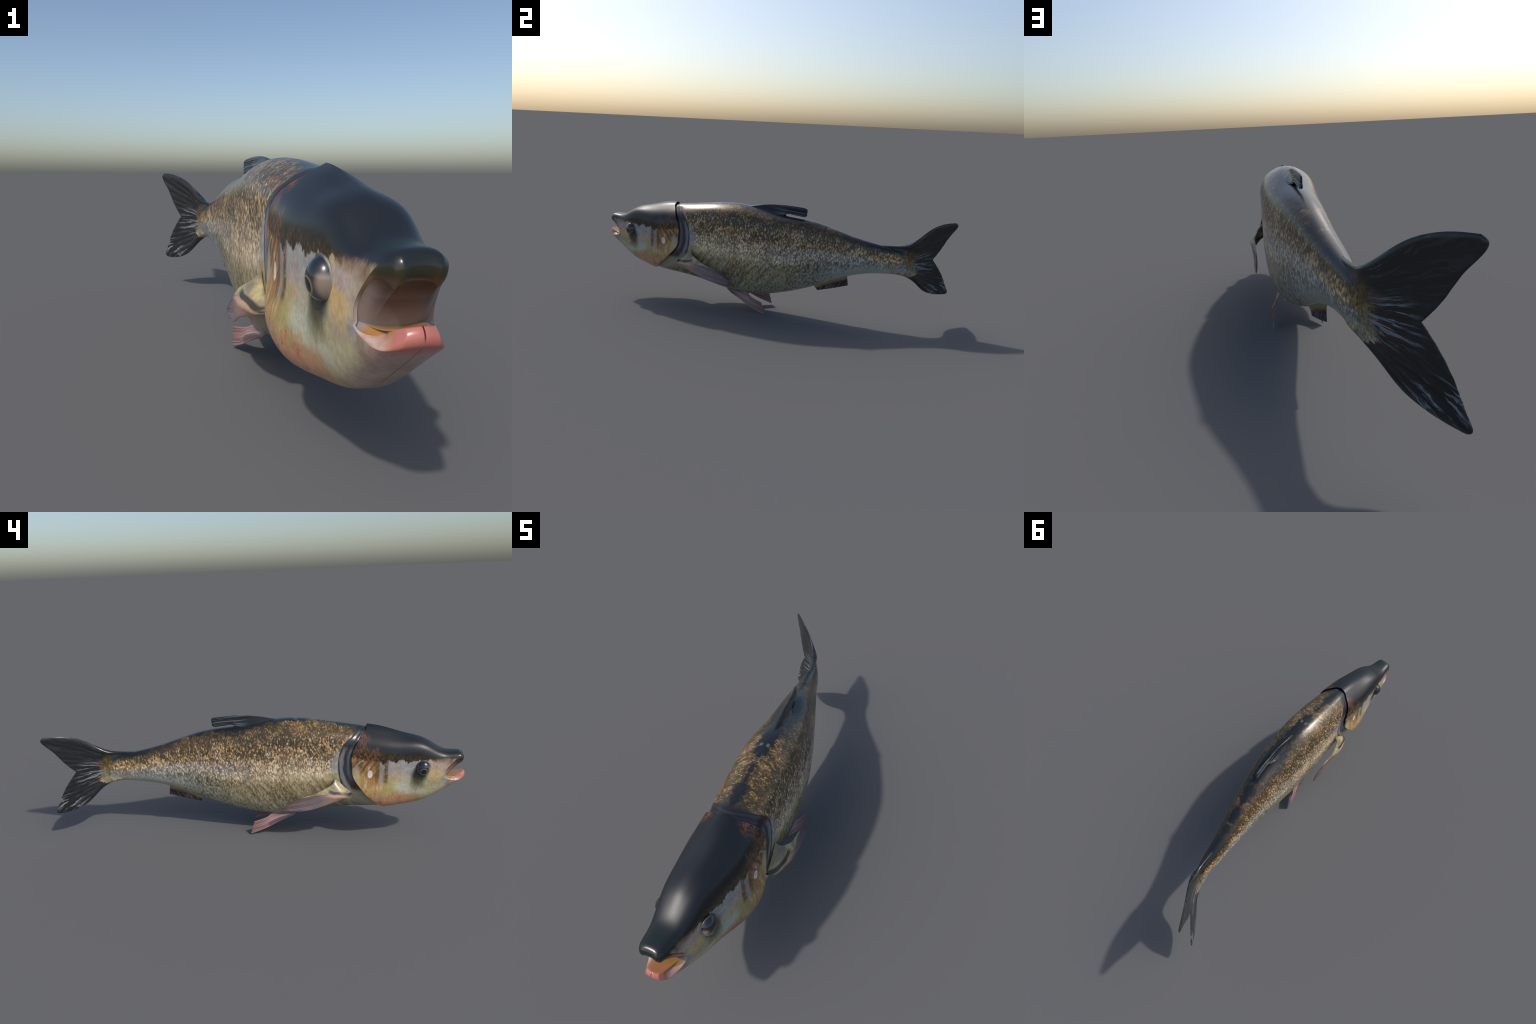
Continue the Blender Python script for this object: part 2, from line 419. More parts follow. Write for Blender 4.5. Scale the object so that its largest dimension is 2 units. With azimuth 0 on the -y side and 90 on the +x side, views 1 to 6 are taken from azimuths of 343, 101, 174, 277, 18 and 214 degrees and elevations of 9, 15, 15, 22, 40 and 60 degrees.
    col = g.mix(g.blob(s, z, -.925, .32, .010, .02, .6, w2*.6)*.5, col, (.22, .15, .09))
    under = g.smooth(ao, .060, .035)*g.smooth(s, -.78, -.86)*g.smooth(z, .34, .32)
    col = g.mix(under*.7, col, (.40, .27, .23))
    lip = g.smooth(s, -.938, -.965)*g.smooth(z, .38, .37)*g.smooth(z+(n2-.5)*.008, .318, .346)
    col = g.mix(lip, col, (.46, .155, .13))
    seam = g.smooth(ao, .0016, .0006)*g.smooth(s, -.82, -.9)*g.smooth(z, .37, .36)
    col = g.mix(seam*.6, col, (.12, .03, .02))
    # dark smear under and behind the eye
    sm = g.blob(s+(z-.35)*.12, z, -.797, .362, .034, .047, .4, w2*.3)
    col = g.mix(sm*.95, col, (.035, .037, .035))
    col = g.mix(g.blob(s, z, -.785, .315, .03, .03, .7, (nv-.5)*1.8)*.55, col, (.12, .10, .045))
    grain = g.noise(g.vec(s*1.2, ao, z*.7), 130, 3, .65)
    col = g.scale_col(col, g.smooth(n2*.5+grain*.5, .30, .68, .80, 1.16))
    # dark crown with a ragged lower border
    edge_z = g.curve(s, [-1.0, -.95, -.91, -.86, -.82, -.77, -.70, -.62, -.56, -.50], [.43, .432, .432, .425, .430, .424, .428, .424, .43, .435])
    nv2 = g.noise(g.vec(s*1.2, ao*.4, z*.25), 26, 2, .5)
    fr = g.smooth(s, -.84, -.87)
    rag = z-edge_z+((nv-.5)*.034+(nv2-.5)*.05)*(1-fr*.75)+(n3-.5)*.022
    crown = g.smooth((rag+fr*.004)/(1+fr*3), -.002, .004)
    opk = g.smooth(s, -.64, -.60)
    mott = g.mix(g.smooth(n3, .35, .7), (.028, .022, .015), g.mix(opk, (.095, .064, .032), (.22, .105, .04)))
    mott = g.mix(g.smooth(s, -.84, -.87)*.8, mott, g.mix(g.smooth(n2, .4, .6), (.075, .03, .018), (.17, .085, .05)))
    zt = g.curve(s, list(np.linspace(-1.0, -.5, 16)), list(back(np.linspace(-1.0, -.5, 16))))
    rel = (z-edge_z)/(zt-edge_z)
    crown_col = g.mix(g.smooth(rel+(nd-.5)*.35-opk*.12, .10, .42), mott, (.011, .013, .016))
    col = g.mix(crown*g.smooth(op*tanm, .6, .2), col, crown_col)
    soft_crown = g.smooth(rel, .3, .7)
    ember = g.blob(s, v, -.535, .87, .028, .06, .6, w2)*g.smooth(n3, .4, .58)
    col = g.mix(ember*.75, col, (.22, .07, .02))
    grn = g.blob(s, ao, -.93, .0, .022, .038, .5, w2*.7)*g.smooth(v, .86, .94)
    col = g.mix(grn*.35, col, (.012, .035, .02))
    speck = g.smooth(g.voro(P, 34.)[0], .10, .05)*g.smooth(v, .86, .92)*g.smooth(s, -.62, -.72)
    col = g.mix(speck*.4, col, (.06, .075, .03))
    col = g.mix(g.smooth(ao, .0013, .0005)*g.smooth(s, -.86, -.9)*g.smooth(v, .8, .9)*.6, col, (.003, .003, .003))
    g.bump(n2*.5+n3*.4, .05, .003)
    return g.done(col, g.math("MULTIPLY_ADD", soft_crown, .15, .26))

def lip_material():
    """upper lip skin: dark above, olive at the rim, brown going inward"""
    g = Graph("lip_skin", .25)
    s, o, z, v = g.fish()
    n = g.noise(g.vec(s, o, z), 30, 3)
    col = g.ramp(z+(n-.5)*.006, [(.418, (.045, .026, .012)), (.428, (.045, .036, .014)), (.438, (.03, .03, .017)), (.448, (.014, .017, .017))], "EASE")
    side = g.smooth(z, .432, .420)
    col = g.mix(side, col, g.mix(g.smooth(z, .40, .37), (.13, .075, .045), (.34, .27, .23)))
    return g.done(col)

def lower_lip_material():
    g = Graph("pink_lip", .25)
    s, o, z, v = g.fish()
    n = g.noise(g.vec(s, o, z), 40, 3)
    col = g.mix(g.smooth(s+(n-.5)*.01, -.985, -.968), (.46, .155, .13), (.46, .20, .085))
    side = g.smooth(o.abs()+(s+1.)*.35, .038, .054)
    col = g.mix(side, col, g.mix(g.smooth(n, .4, .6), (.50, .36, .30), (.46, .27, .22)))
    col = g.mix(g.smooth(s, -.930, -.912), col, (.36, .30, .28))
    col = g.mix(g.smooth(o.abs(), .0016, .0006)*g.smooth(z, .350, .362), col, (.05, .012, .01))
    return g.done(col)

def mouth_material():
    g = Graph("mouth_lining", .35)
    s, o, z, v = g.fish()
    n = g.noise(g.vec(s*2, o*.25, z*2), 45, 3)
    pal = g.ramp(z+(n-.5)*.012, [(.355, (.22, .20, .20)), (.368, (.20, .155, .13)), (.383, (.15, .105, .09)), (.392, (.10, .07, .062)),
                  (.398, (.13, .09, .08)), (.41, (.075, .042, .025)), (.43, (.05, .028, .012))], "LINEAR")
    floor = g.mix(g.smooth(s+(n-.5)*.012, -.965, -.93), (.46, .20, .09), (.33, .17, .05))
    floor = g.mix(g.smooth(s, -.925, -.912), floor, (.22, .20, .21))
    wall = g.smooth(o.abs()+(n-.5)*.01, .032, .052)*g.smooth(z, .43, .40)
    pal = g.mix(wall*.9, pal, (.27, .20, .17))
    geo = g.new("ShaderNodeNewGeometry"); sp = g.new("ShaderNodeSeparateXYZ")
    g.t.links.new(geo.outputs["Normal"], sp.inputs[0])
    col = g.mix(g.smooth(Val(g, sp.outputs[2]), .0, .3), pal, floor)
    return g.done(col)

def eye_material(side):
    g = Graph("eyeball", .22)
    tc = g.new("ShaderNodeTexCoord"); sp = g.new("ShaderNodeSeparateXYZ")
    g.t.links.new(tc.outputs["Object"], sp.inputs[0])
    x, y, z = (Val(g, sp.outputs[i]) for i in range(3))
    yy = y-.002; zz = z+.009
    d = g.math("SQRT", yy*yy+zz*zz)
    n = g.noise(g.vec(x, y, z), 160, 3)
    col = g.mix(g.smooth(z+(n-.5)*.006, -.008, .014), (.055, .052, .045), (.010, .012, .014))
    col = g.mix(g.smooth(y, -.014, -.025)*g.smooth(z, .018, .006), col, (.24, .19, .15))
    gold = g.smooth(d, .0165, .0145)
    col = g.mix(gold, col, (.20, .17, .09))
    col = g.mix(g.smooth(d, .0135, .0115), col, (.006, .006, .007))
    g.bsdf.inputs["Coat Weight"].default_value = 1.0
    g.bsdf.inputs["Coat Roughness"].default_value = .13
    return g.done(col)

def eyelid_material():
    g = Graph("eyelid_skin", .25)
    s, o, z, v = g.fish()
    n = g.noise(g.vec(s, o, z), 60, 3)
    col = g.mix(g.smooth(z+(n-.5)*.02, .375, .40), (.05, .05, .048), (.09, .095, .10))
    col = g.mix(g.smooth(s, -.825, -.835), col, (.24, .235, .23))
    return g.done(col)

def fin_material(name, freq, span, rays):
    """fin skin with fine rays; span(g, s, z) -> (0 at the root .. 1 at the tip, 0 .. 1 across)"""
    g = Graph(name, .28)
    s, o, z, v = g.fish()
    a, c = span(g, s, z)
    n2 = g.noise(g.vec(s, o, z), 26, 3)
    n = g.noise(g.vec(a*.35+n2*.12, c*rays, 0.), 2.0, 3, .6, .3)
    g.bump(n, .2, .002)
    return g, s, o, z, a, c, n, n2

def between(g, s, z, top, bot):
    """0 on the upper border curve of a fin, 1 on its lower border curve"""
    zu = g.curve(s, *zip(*top)); zl = g.curve(s, *zip(*bot))
    return (zu-z)/g.math("MAXIMUM", zu-zl, .002)

def pectoral_material():
    def span(g, s, z):
        c = between(g, s, z, [(-.49, .34), (-.405, .325), (-.372, .295), (-.335, .276), (-.30, .257), (-.26, .242), (-.22, .223), (-.18, .196), (-.15, .176)],
                    [(-.49, .250), (-.43, .232), (-.38, .217), (-.34, .199), (-.30, .182), (-.26, .172), (-.22, .166), (-.18, .167), (-.15, .171)])
        return (s+.49)*3., c
    g, s, o, z, a, c, n, n2 = fin_material("breast_fin_skin", 1., span, 9.)
    col = g.ramp(a+(n2-.5)*.2, [(0, (.40, .22, .14)), (.22, (.46, .28, .21)), (.45, (.29, .21, .20)), (.75, (.17, .11, .115)), (1, (.11, .05, .055))], "LINEAR")
    col = g.mix(g.smooth(n, .50, .62)*g.smooth(a, .25, .5)*.8, col, (.30, .26, .275))
    col = g.mix(g.smooth(n, .46, .36)*g.smooth(a, .25, .5)*.75, col, (.07, .03, .035))
    fold = g.curve(s, *FOLD)
    shelf = g.smooth(c-fold+(n2-.5)*.04, .03, -.03)
    col = g.mix(shelf, col, g.mix(g.smooth(n2, .4, .6), (.27, .22, .13), (.46, .38, .19)))
    dk = g.smooth((c-fold+.09+(n2-.5)*.12).abs(), .10, .04)*g.smooth(s, -.375, -.40)
    col = g.mix(dk*.92, col, (.030, .022, .018))
    spike = g.blob(s, z, -.405, .325, .03, .03, .6, (n2-.5))
    col = g.mix(spike*.7, col, (.14, .12, .085))
    line = g.smooth((c-fold).abs(), .07, .02)*g.smooth(s, -.36, -.40)*0.+g.smooth((c-fold-.03).abs(), .05, .01)*g.smooth(s, -.42, -.36)*.5
    col = g.mix(line, col, (.05, .03, .03))
    return g.done(col)

def pelvic_material():
    def span(g, s, z):
        c = between(g, s, z, [(-.235, .13), (-.10, .115), (-.062, .09), (-.038, .083), (.0, .076), (.02, .07)],
                    [(-.235, .124), (-.20, .104), (-.15, .076), (-.07, .036), (.015, .003), (.02, .0)])
        return (s+.2)*4.6, c
    g, s, o, z, a, c, n, n2 = fin_material("belly_fin_skin", 1., span, 7.)
    col = g.ramp(a+(n2-.5)*.25, [(0, (.15, .08, .075)), (.4, (.30, .16, .15)), (1, (.25, .13, .125))])
    col = g.mix(g.smooth(n, .51, .62)*.8, col, (.40, .33, .33))
    col = g.mix(g.smooth(n, .46, .36)*.8, col, (.08, .03, .032))
    return g.done(col)

def anal_material():
    def span(g, s, z):
        a = between(g, s, z, [(.24, .158), (.258, .166), (.32, .198), (.38, .222), (.44, .240), (.46, .243)], [(.24, .13), (.284, .145), (.36, .164), (.447, .188), (.46, .191)])
        return a, (s-z*.45)*6.
    g, s, o, z, a, c, n, n2 = fin_material("vent_fin_skin", 1., span, 14.)
    col = g.ramp(a+(n2-.5)*.3+(s-.36)*1.1, [(0, (.32, .29, .18)), (.25, (.26, .19, .07)), (.42, (.15, .065, .03)), (.55, (.035, .025, .028)), (1, (.03, .025, .03))], "LINEAR")
    col = g.mix(g.smooth(n, .52, .60)*g.smooth(a, .4, .6)*.8, col, (.20, .19, .22))
    return g.done(col)

def dorsal_material():
    def span(g, s, z):
        return (s+.05)*4., (z+s*.10)*4.
    g, s, o, z, a, c, n, n2 = fin_material("back_fin_skin", 1., span, 26.)
    col = g.mix(n2, (.009, .011, .013), (.022, .024, .026))
    col = g.mix(g.smooth(n, .52, .60)*g.smooth(s, .0, .08)*.7, col, (.17, .19, .21))
    return g.done(col)

def caudal_material():
    g = Graph("tail_fin_skin", .25)
    s, o, z, v = g.fish()
    P = g.vec(s, o*.3, z)
    n1 = g.noise(P, 14, 3); n2 = g.noise(P, 55, 4, .6)
    dx = s-.66; dz = z-.345
    ang = g.math("ARCTAN2", dz, dx); r = g.math("SQRT", dx*dx+dz*dz)
    nr = g.noise(g.vec(ang*.62+n1*.08, r*.26, n1*.03), 42, 4, .62, .3)
    nr2 = g.noise(g.vec(ang*.8, r*.3, 3.), 75, 3, .6)
    col = g.mix(nr2, (.012, .014, .015), (.021, .023, .024))
    # pale blue-grey licks: by the root, in the lower lobe, along the upper leading edge
    root = g.blob(s, z, .82, .335, .055, .055, .6, (n1-.5)*1.2)
    lowl = g.blob(s-(z-.19)*.35, z, .93, .19, .06, .05, .6, (n1-.5)*1.5)
    lead = g.smooth((z-.40-(s-.74)*.95+(n1-.5)*.05).abs(), .025, .008)*g.smooth(s, .76, .80)*g.smooth(s, .93, .87)
    zone = g.math("MAXIMUM", g.math("MAXIMUM", root, lowl), g.math("MAXIMUM", lead*.6, .05))
    lick = g.smooth(nr, .51, .62)*zone
    col = g.mix(lick*.9, col, (.27, .30, .33))
    col = g.mix(g.blob(s, z, .80, .29, .04, .05, .6, (n1-.5))*g.smooth(nr, .5, .40)*.7, col, (.07, .03, .025))
    col = g.mix(g.blob(s, z, .79, .375, .02, .02, .6, (n2-.5))*.25, col, (.22, .12, .16))
    # scaled flesh reaching onto the fin
    edge = g.curve(z, [.24, .27, .29, .32, .35, .38, .41, .44], [.740, .775, .795, .787, .774, .774, .770, .70])
    fl = g.smooth(s-edge+(n2-.5)*.025+(nr-.5)*.09, .010, -.008)*g.math("MAXIMUM", g.smooth(s, .722, .732), g.smooth(z, .385, .37))*g.smooth(z, .263, .272)*g.smooth(z+(n2-.5)*.01, .420, .412)
    d, r1, r2, fine = scale_pattern(g, s, o, z, 190.)
    fcol = g.ramp(z+(n2-.5)*.03, [(.27, (.44, .37, .24)), (.32, (.40, .34, .20)), (.345, (.36, .25, .11)), (.37, (.17, .12, .04)), (.41, (.07, .055, .022))], "LINEAR")
    fcol = g.scale_col(fcol, .65+r1*.7+(fine-.5)*.8)
    fcol = g.scale_col(fcol, g.smooth(n1, .35, .65, .55, 1.0))
    fcol = g.mix(g.smooth(d, .4, .8)*.6, fcol, g.scale_col(fcol, .35))
    col = g.mix(fl, col, fcol)
    g.bump(nr2+nr*.6, .06, .003)
    return g.done(col)

# ------------------------------------------------------------------ the fish
fish = bpy.data.objects.new("carp", None); LINK(fish)
fish["label"] = "glossy dark-backed carp with golden scaled flanks, open pink mouth and forked tail"
fish["category"] = "fish"

# ---- head shell -----------------------------------------------------------
def build_head():
    nphi = 288
    phi = np.linspace(-np.pi/2, 1.5*np.pi, nphi, endpoint=False)
    el = np.degrees(np.arcsin(np.sin(phi)))                    # -90 belly .. 90 back
    s_front = np.interp(el, [-90, -65, -45, -27, -14, -6, 0, 8, 18, 32, 42, 55, 72, 90],
                        [-.993, -.988, -.976, -.958, -.941, -.921, -.903, -.916, -.930, -.946, -.955, -.964, -.968, -.965])
    k = np.hanning(9); k /= k.sum()
    s_front = np.convolve(np.concatenate([s_front[-4:], s_front, s_front[:4]]), k, "valid")
    # rear edge: relative height of this phi at the rear
    s_edge = np.full(nphi, -.53)
    for _ in range(25):
        z = section(s_edge, phi, .20)[1]
        s_edge = .6*s_edge+.4*gill(np.clip((z-belly(s_edge))/(back(s_edge)-belly(s_edge)), 0, 1))
    k = np.hanning(13); k /= k.sum()
    s_edge = np.convolve(np.concatenate([s_edge[-6:], s_edge, s_edge[:6]]), k, "valid")
    rings, labels = [], []
    co, si = np.cos(phi), np.sin(phi)
    def hull(s):
        o, z = section(s, phi, .20)
        d = sstep(.12, .0, (s_edge-s))                         # close to the rim
        lift = .0045*d*(.3+.7*np.abs(co))
        o = o+np.sign(co)*np.abs(co)*lift; z = z+si*lift
        return o, z
    # inside of the mouth, from the crease outwards
    r_up, r_lo = .0152, .0126
    amp = np.where(el >= 0, r_up*sstep(26, 52, el)+.0065, r_lo*sstep(0, 15, np.abs(el))+.0045)
    o_r, z_r = hull(s_front)
    inw = np.stack([-co*.45, -si], -1); inw /= np.linalg.norm(inw, axis=1, keepdims=True)+1e-9
    a_end = np.radians(np.where(el >= 0, 62+88*sstep(24, 50, el), 62+88*sstep(0, 18, -el)))
    a_beg = np.radians(np.where(el >= 0, 14*sstep(24, 50, el), 42*sstep(4, 30, -el)))
    def roll(f):
        a = a_beg+(a_end-a_beg)*f
        o = o_r+inw[:, 0]*amp*(np.cos(a_beg)-np.cos(a)); z = z_r+inw[:, 1]*amp*(np.cos(a_beg)-np.cos(a))
        return s_front-amp*(np.sin(a)-np.sin(a_beg))*1.05, o, z
    A = np.linspace(1, .08, 13)
    se, oe, ze = roll(A[0])
    oc = .050*np.sign(co)*np.abs(co)**.75
    sc = -.922+.014*(np.abs(oc)/.050)**2; zc = .3495+.005*(np.abs(oc)/.050)**2
    for t in np.linspace(0, 1, 16, endpoint=False):
        sag = math.sin(math.pi*t)*.004
        rings.append((sc*(1-t)+se*t+sag*0, oc*(1-t)+oe*t, zc*(1-t)+ze*t+np.where(si > 0, sag, -sag*.6))); labels.append("in")
    for a in A:
        rings.append(roll(a)); labels.append("lip")
    nt = 190
    for t in np.linspace(0, 1, nt):
        s = s_front+(s_edge-s_front)*t
        o, z = hull(s)
        rings.append((s, o, z)); labels.append("out")
    # rear rim rolls inwards under the shell
    o1, z1 = hull(s_edge)
    nrm = np.stack([co, si], -1)
    for ds, dn in ((.0018, -.0008), (.0026, -.0026), (.0024, -.005), (.000, -.008), (-.012, -.013), (-.035, -.022)):
        rings.append((s_edge+ds, o1+nrm[:, 0]*dn, z1+nrm[:, 1]*dn)); labels.append("out")
    V = np.concatenate([bend(*r) for r in rings])
    F = grid_faces(len(rings), nphi)[:, ::-1]
    ring_of = np.array([{"in": 0, "lip": 1, "out": 2}[l] for l in labels])
    fr = F.min(axis=1)//nphi
    lab = ring_of[fr]
    fphi = phi[F[:, 0] % nphi]
    lab = np.where((lab == 1) & (np.sin(fphi) < 0), 3, lab)
    H = head_material()
    parts = split_parts(V, F, lab, {2: ("head", H), 0: ("mouth", mouth_material()), 1: ("upper_lip", lip_material()), 3: ("lower_lip", lower_lip_material())})
    head = child(parts["head"], fish)
    for k in ("mouth", "upper_lip", "lower_lip"):
        child(parts[k], head)
    return head

# ---- torso, collar and tail stalk -----------------------------------------
def build_body():
    nphi, ns = 256, 620
    phi = np.linspace(-np.pi/2, 1.5*np.pi, nphi, endpoint=False)
    co, si = np.cos(phi), np.sin(phi)
    s_list = np.concatenate([np.linspace(-.70, -.40, 190, endpoint=False), np.linspace(-.40, .738, ns-190)])
    rings = []
    for s in s_list:
        o, z = section(np.full(nphi, s), phi)
        v = np.clip((z-belly(s))/(back(s)-belly(s)), 0, 1)
        a, b = gill(v), coll(v)
        u = (s-a)/(b-a)
        # groove under the gill cover, two soft rolls, a crease, then the scaled flank
        prof = np.interp(u, [-1, -.1, .08, .2, .33, .46, .58, .74, .88, .97, 1.04, 1.2, 1.5],
                            [-.016, -.011, -.0080, -.0060, -.0054, -.0056, -.0044, -.0024, -.0016, -.0028, -.0014, -.0004, 0.])
        prof = prof*(.45+.55*sstep(.02, .25, v))*(1-.45*sstep(.93, 1., v))
        o = o+co*prof; z = z+si*prof
        rings.append((np.full(nphi, s), o, z))
    # smooth the relief a little along the fish
    S = np.array([r[0] for r in rings]); O = np.array([r[1] for r in rings]); Z = np.array([r[2] for r in rings])
    for _ in range(2):
        for M in (O, Z):
            M[1:-1] = .25*M[:-2]+.5*M[1:-1]+.25*M[2:]
            M[:] = .25*np.roll(M, 1, 1)+.5*M+.25*np.roll(M, -1, 1)
    # closing of the stalk: rounded end sunk into the tail fin
    o, z, s0 = O[-1], Z[-1], .738
    zm = .5*(z.max()+z.min()); ext = []
    for ds, k in ((.002, .985), (.0036, .95), (.0044, .88), (.0046, .6), (.0046, .2)):
        ext.append((np.full(nphi, s0+ds), o*k, zm+(z-zm)*k))
    S = np.vstack([S]+[e[0][None] for e in ext]); O = np.vstack([O]+[e[1][None] for e in ext]); Z = np.vstack([Z]+[e[2][None] for e in ext])
    V = bend(S.ravel(), O.ravel(), Z.ravel())
    F = grid_faces(len(S), nphi)[:, ::-1]
    fs = S.ravel()[F].mean(1); fo = O.ravel()[F].mean(1); fz = Z.ravel()[F].mean(1)
    fv = np.clip((fz-belly(fs))/(back(fs)-belly(fs)), 0, 1)
    lab = np.where(fs < coll(fv), 0, np.where(fs < .40, 1, 2))
    M = torso_material()
    parts = split_parts(V, F, lab, {1: ("torso", M), 0: ("gill_collar", M), 2: ("tail_stalk", M)})
    for p in ("torso", "tail_stalk"):
        child(parts[p], fish)
    child(parts["gill_collar"], parts["torso"])
    return parts["torso"]

# ---- eyes -----------------------------------------------------------------
def build_eyes(head):
    mat_lid = eyelid_material()
    for side in (-1, 1):
        s0, o0, z0 = -.8135, side*.0730, .3955
        c = bend(np.array(s0), np.array(o0), np.array(z0))
        D = float(slope(s0)); ax = np.array([1, -D, 0])/math.hypot(1, D)     # sideways
        fw = np.array([D, 1, 0])/math.hypot(1, D)                           # along the fish
        toe = side*-.18                                                     # eye turned a little forwards
        out = ax*math.cos(toe)+fw*math.sin(toe) if side > 0 else ax*math.cos(toe)+fw*math.sin(toe)
        al = np.cross([0, 0, 1.], out)
        if al[1] < 0: al = -al
        nr, nc = 40, 64
        V, F = [], []
        for i in range(nr+1):
            th = math.pi*i/nr
            for j in range(nc):
                ps = 2*math.pi*j/nc
                V.append((side*math.cos(th)*.0300,   .0325*math.sin(th)*math.cos(ps), .0370*math.sin(th)*math.sin(ps)))
        V = np.array(V)
        F = grid_faces(nr+1, nc)
        if side < 0: F = F[:, ::-1]
        eye = to_mesh("eye", V, F, EYE)
        # local axes: x outwards-right, y along the fish, z up
        import mathutils
        eye.matrix_world = mathutils.Matrix(((out[0], al[0], 0, c[0]), (out[1], al[1], 0, c[1]), (out[2], al[2], 1, c[2]), (0, 0, 0, 1)))
        child(eye, head)
        # eyelid: a soft ring lying on the skin
        nt, nc = 96, 14
        V = []
        for i in range(nt):
            t = 2*math.pi*i/nt
            e = np.array([math.cos(t)*.0322, math.sin(t)*.0366])
            rr = .0026+.0008*max(0, math.sin(t))
            for j in range(nc):
                q = 2*math.pi*j/nc
                k = 1+rr*math.cos(q)/.032
                p = al*e[0]*k+np.array([0, 0, 1.])*e[1]*k+out*side*(.0085-.005*abs(math.cos(t))+rr*.7*math.sin(q)-.007*max(0, -math.sin(t)))
                V.append(c+p)
        F = []
        for i in range(nt):
            for j in range(nc):
                F.append((i*nc+j, ((i+1) % nt)*nc+j, ((i+1) % nt)*nc+(j+1) % nc, i*nc+(j+1) % nc))
        F = np.array(F)
        if side > 0: F = F[:, ::-1]
        child(to_mesh("eyelid", np.array(V), F, mat_lid), head)

# ---- fins -----------------------------------------------------------------
def rounded(x):
    x = np.clip(x, 0, 1)
    return np.sqrt(np.clip(1-(1-x)**2, .003, 1))

def dense_ends(n):
    v = np.linspace(0, 1, n)
    return v-.135*np.sin(2*np.pi*v)

def dense_end(n):
    u = np.linspace(0, 1, n)
    return 1-(1-u)**1.5

def rim(u, v, w=.08, lead=1.):
    """thickness falls off to a rounded edge at the free borders"""
    return rounded(np.minimum(np.minimum(v, 1-v)/w, (1-u)/w))

FOLD = ([-.48, -.44, -.41, -.38, -.34, -.31, -.25], [.94, .74, .62, .38, .22, .12, .05])

def paired(name, up, lo, tips, camber, thick, mat, nu=72, nv=40, ripple=.0006, rays=14, start=0.):
    """up / lo: left-side edge curves in the world, mirrored through the spine for the right side"""
    for side in (-1, 1):
        u = dense_end(nu); v = dense_ends(nv)
        U = np.stack(unbend(np.array(up)), -1); L = np.stack(unbend(np.array(lo)), -1)
        A, B = curve3(U, u), curve3(L, u)
        P = A[:, None]*(1-v)[None, :, None]+B[:, None]*v[None, :, None]
        uu, vv = np.meshgrid(u, v, indexing="ij")
        if camber:                                    # folded lengthwise: a shelf above, a hanging flap below
            cf = np.interp(P[..., 0], *FOLD)
            tent = np.where(vv < cf, vv/cf, (1-vv)/(1-cf))
            P[..., 1] -= camber*np.clip(tent, 0, 1)**.85*(1-sstep(-.42, -.22, P[..., 0]))
        P[..., 1] += ripple*np.sin(vv*rays*2*np.pi+uu*2)*sstep(.2, .5, uu)
        if tips > 0:                                  # rounded tip
            cut = tips*(2*vv-1)**2
            P = np.stack([np.stack([np.interp(u*(1-cut[0, j]), u, P[:, j, k]) for j in range(nv)], 1) for k in range(3)], -1)
        P[..., 1] *= -side
        W = bend(P[..., 0], P[..., 1], P[..., 2])
        T = thick(uu, vv)*rim(uu, vv)
        ob = blade(name, W if side > 0 else W[:, ::-1], T if side > 0 else T[:, ::-1], mat)
        child(ob, fish)

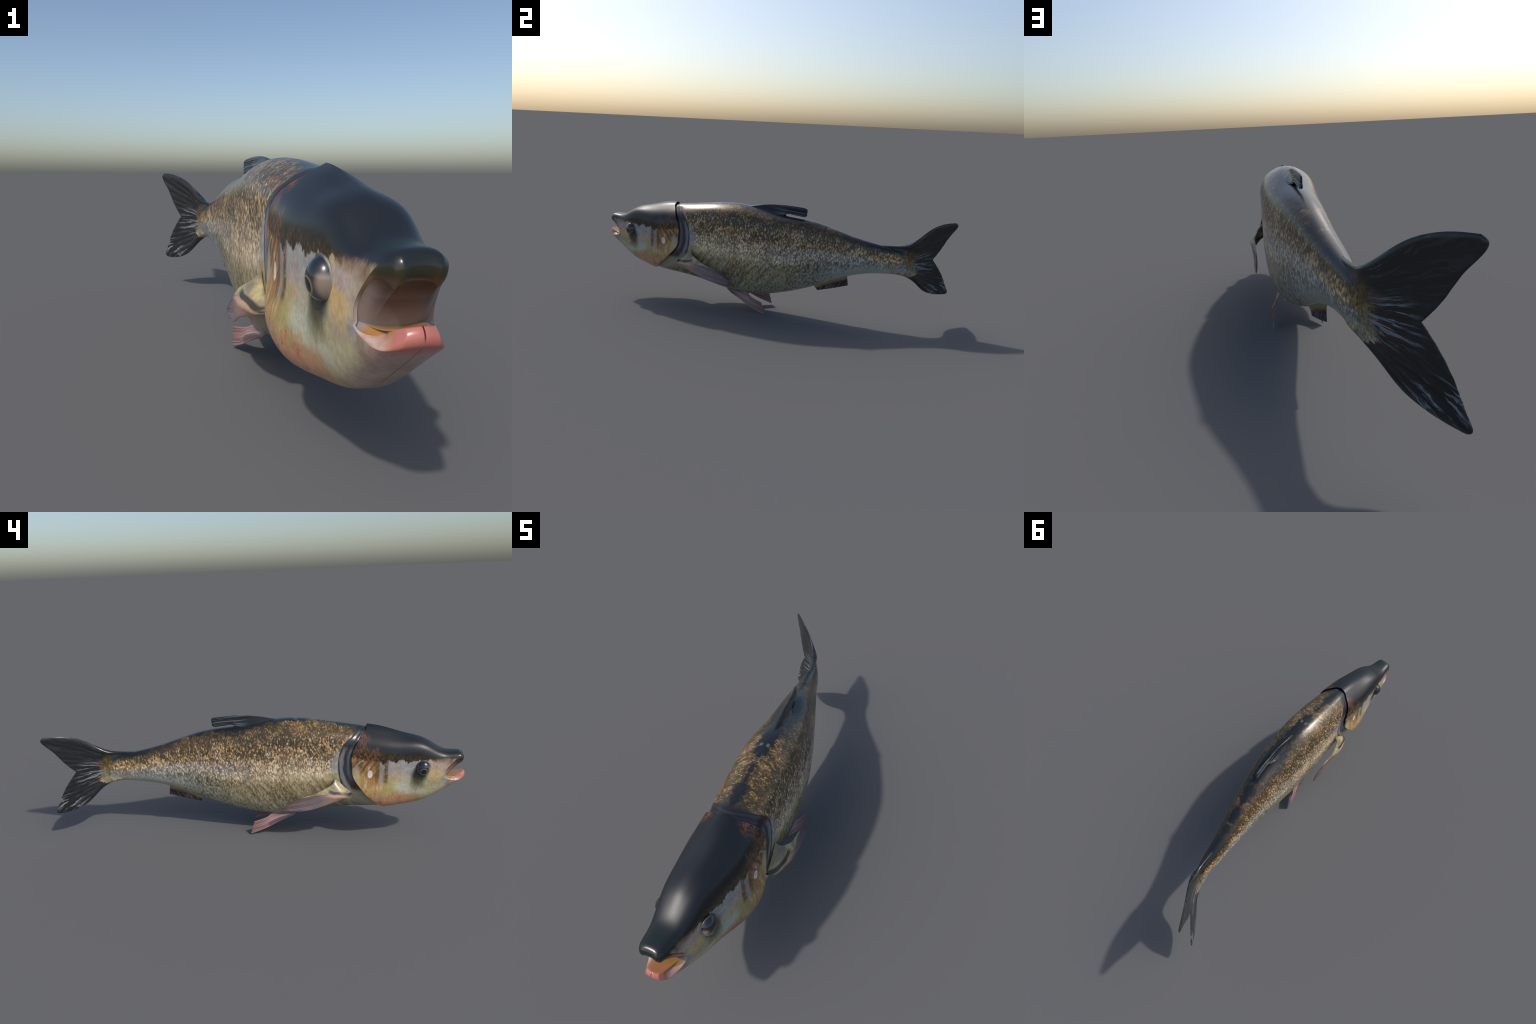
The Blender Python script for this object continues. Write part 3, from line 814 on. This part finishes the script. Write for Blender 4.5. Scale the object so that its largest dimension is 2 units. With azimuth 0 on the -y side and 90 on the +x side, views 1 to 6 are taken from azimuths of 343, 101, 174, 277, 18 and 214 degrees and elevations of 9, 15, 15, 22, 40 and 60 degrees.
def build_fins():
    paired("pectoral_fin",
           [(-.098, -.400, .330), (-.116, -.395, .312), (-.129, -.372, .295), (-.137, -.335, .276), (-.133, -.30, .257), (-.130, -.26, .242), (-.127, -.22, .223), (-.126, -.18, .196), (-.127, -.155, .176)],
           [(-.092, -.490, .252), (-.114, -.478, .247), (-.136, -.43, .232), (-.148, -.38, .217), (-.147, -.34, .199), (-.142, -.30, .182), (-.140, -.26, .172), (-.136, -.22, .166), (-.132, -.18, .167), (-.128, -.155, .171)],
           0., .020, lambda u, v: .004+.008*(1-sstep(.0, .5, u))*(1-.5*v)+.0015*(1-v), pectoral_material(), ripple=.0005, rays=12)
    paired("pelvic_fin",
           [(-.020, -.100, .118), (-.032, -.088, .102), (-.050, -.062, .088), (-.060, -.038, .082), (-.071, -.005, .075)],
           [(-.020, -.235, .128), (-.032, -.215, .108), (-.048, -.150, .076), (-.060, -.070, .036), (-.071, .015, .003)],
           0., .004, lambda u, v: .004+.006*(1-sstep(0, .4, u)), pelvic_material(), ripple=.0008, rays=7)
    # vent fin: a short plate under the belly
    u = dense_end(60); v = dense_ends(36)
    top = curve3([(.255, .180), (.32, .205), (.38, .232), (.437, .256)], v); bot = line3([(.283, .146), (.36, .164), (.447, .188)], v)
    Q = top[None]*(1-u)[:, None, None]+bot[None]*u[:, None, None]
    uu, vv = np.meshgrid(u, v, indexing="ij")
    s = Q[..., 0]; zz = Q[..., 1]
    P = bend(s, .0007*np.sin(vv*11*2*np.pi)*sstep(.3, .7, uu), zz)
    T = (.0035+.016*(1-sstep(0, .75, uu)))*rim(uu, vv, .06)
    child(blade("anal_fin", P, T, anal_material()), fish)
    # back fin: swept back, blunt, free at the rear
    u = dense_end(120); v = dense_ends(48)
    topc = curve3([(-.13, .586), (-.09, .593), (-.04, .6005), (.03, .606), (.10, .606), (.155, .602), (.182, .599), (.1965, .592), (.200, .584)], u)
    botc = curve3([(-.13, .575), (-.08, .567), (.0, .552), (.06, .548), (.094, .560), (.13, .557), (.17, .552), (.19, .552), (.199, .558)], u)
    Q = topc[:, None]*(1-v)[None, :, None]+botc[:, None]*v[None, :, None]
    uu, vv = np.meshgrid(u, v, indexing="ij")
    h = (1-vv)*(topc[:, 1]-botc[:, 1])[:, None]
    flare = 1-sstep(.02, .10, Q[..., 0])
    T = .0065+.006*vv+flare*(.07*sstep(-.13, .0, Q[..., 0])*np.clip(1-h/.05, 0, 1)**2.2)
    T = T*rounded(np.minimum(vv/.14, (1-uu)/.05))*np.where(Q[..., 0] > .085, rounded((1-vv)/.12), 1)
    P = bend(Q[..., 0], .0007*np.sin(vv*8*2*np.pi)*sstep(.45, .8, uu), Q[..., 1])
    child(blade("dorsal_fin", P, T, dorsal_material()), fish)
    # tail fin: Coons patch between its four borders
    nu, nv = 120, 97
    u = dense_end(nu); v = dense_ends(nv)
    up = curve3([(.575, .4275), (.62, .4275), (.67, .429), (.72, .4345), (.767, .455), (.808, .484), (.862, .524), (.907, .5425), (.95, .5505), (.988, .5525)], u)
    lo = curve3([(.66, .283), (.70, .274), (.735, .267), (.764, .254), (.802, .226), (.85, .180), (.905, .1545), (.945, .148), (.980, .147)], u)
    t_up = curve3([(.988, .5525), (.9985, .546), (.973, .490), (.928, .415), (.885, .352)], v[:nv//2+1]*2)
    t_lo = curve3([(.885, .352), (.919, .306), (.955, .245), (.985, .179), (.991, .155), (.980, .147)], (v[nv//2:]-.5)*2)
    tr = np.vstack([t_up, t_lo[1:]])
    ba = curve3([(.575, .428), (.66, .385), (.70, .345), (.68, .31), (.66, .283)], v)
    uu, vv = np.meshgrid(u, v, indexing="ij")
    U = uu[..., None]; W = vv[..., None]
    C = (1-W)*up[:, None]+W*lo[:, None]+(1-U)*ba[None]+U*tr[None] \
        - ((1-U)*(1-W)*up[0]+(1-U)*W*lo[0]+U*(1-W)*up[-1]+U*W*lo[-1])
    s, z = C[..., 0], C[..., 1]
    lead = np.minimum(vv, 1-vv)
    T = .0045+.030*(1-sstep(.70, .86, s))*(1-.8*sstep(.385, .425, z)*(1-sstep(.70, .76, s)))+.009*np.exp(-(lead/.12)**2)*(1-.4*uu)
    T = T*rounded(lead/.07)*rounded((1-uu)/.03+.05)
    ang = np.arctan2(z-.345, s-.64)
    rp = .0006*np.sin(ang*70)*sstep(.78, .86, s)*np.clip(lead/.1, 0, 1)
    child(blade("caudal_fin", bend(s, rp, z), T, caudal_material()), fish)

EYE = eye_material(1)
head = build_head()
build_body()
build_eyes(head)
build_fins()
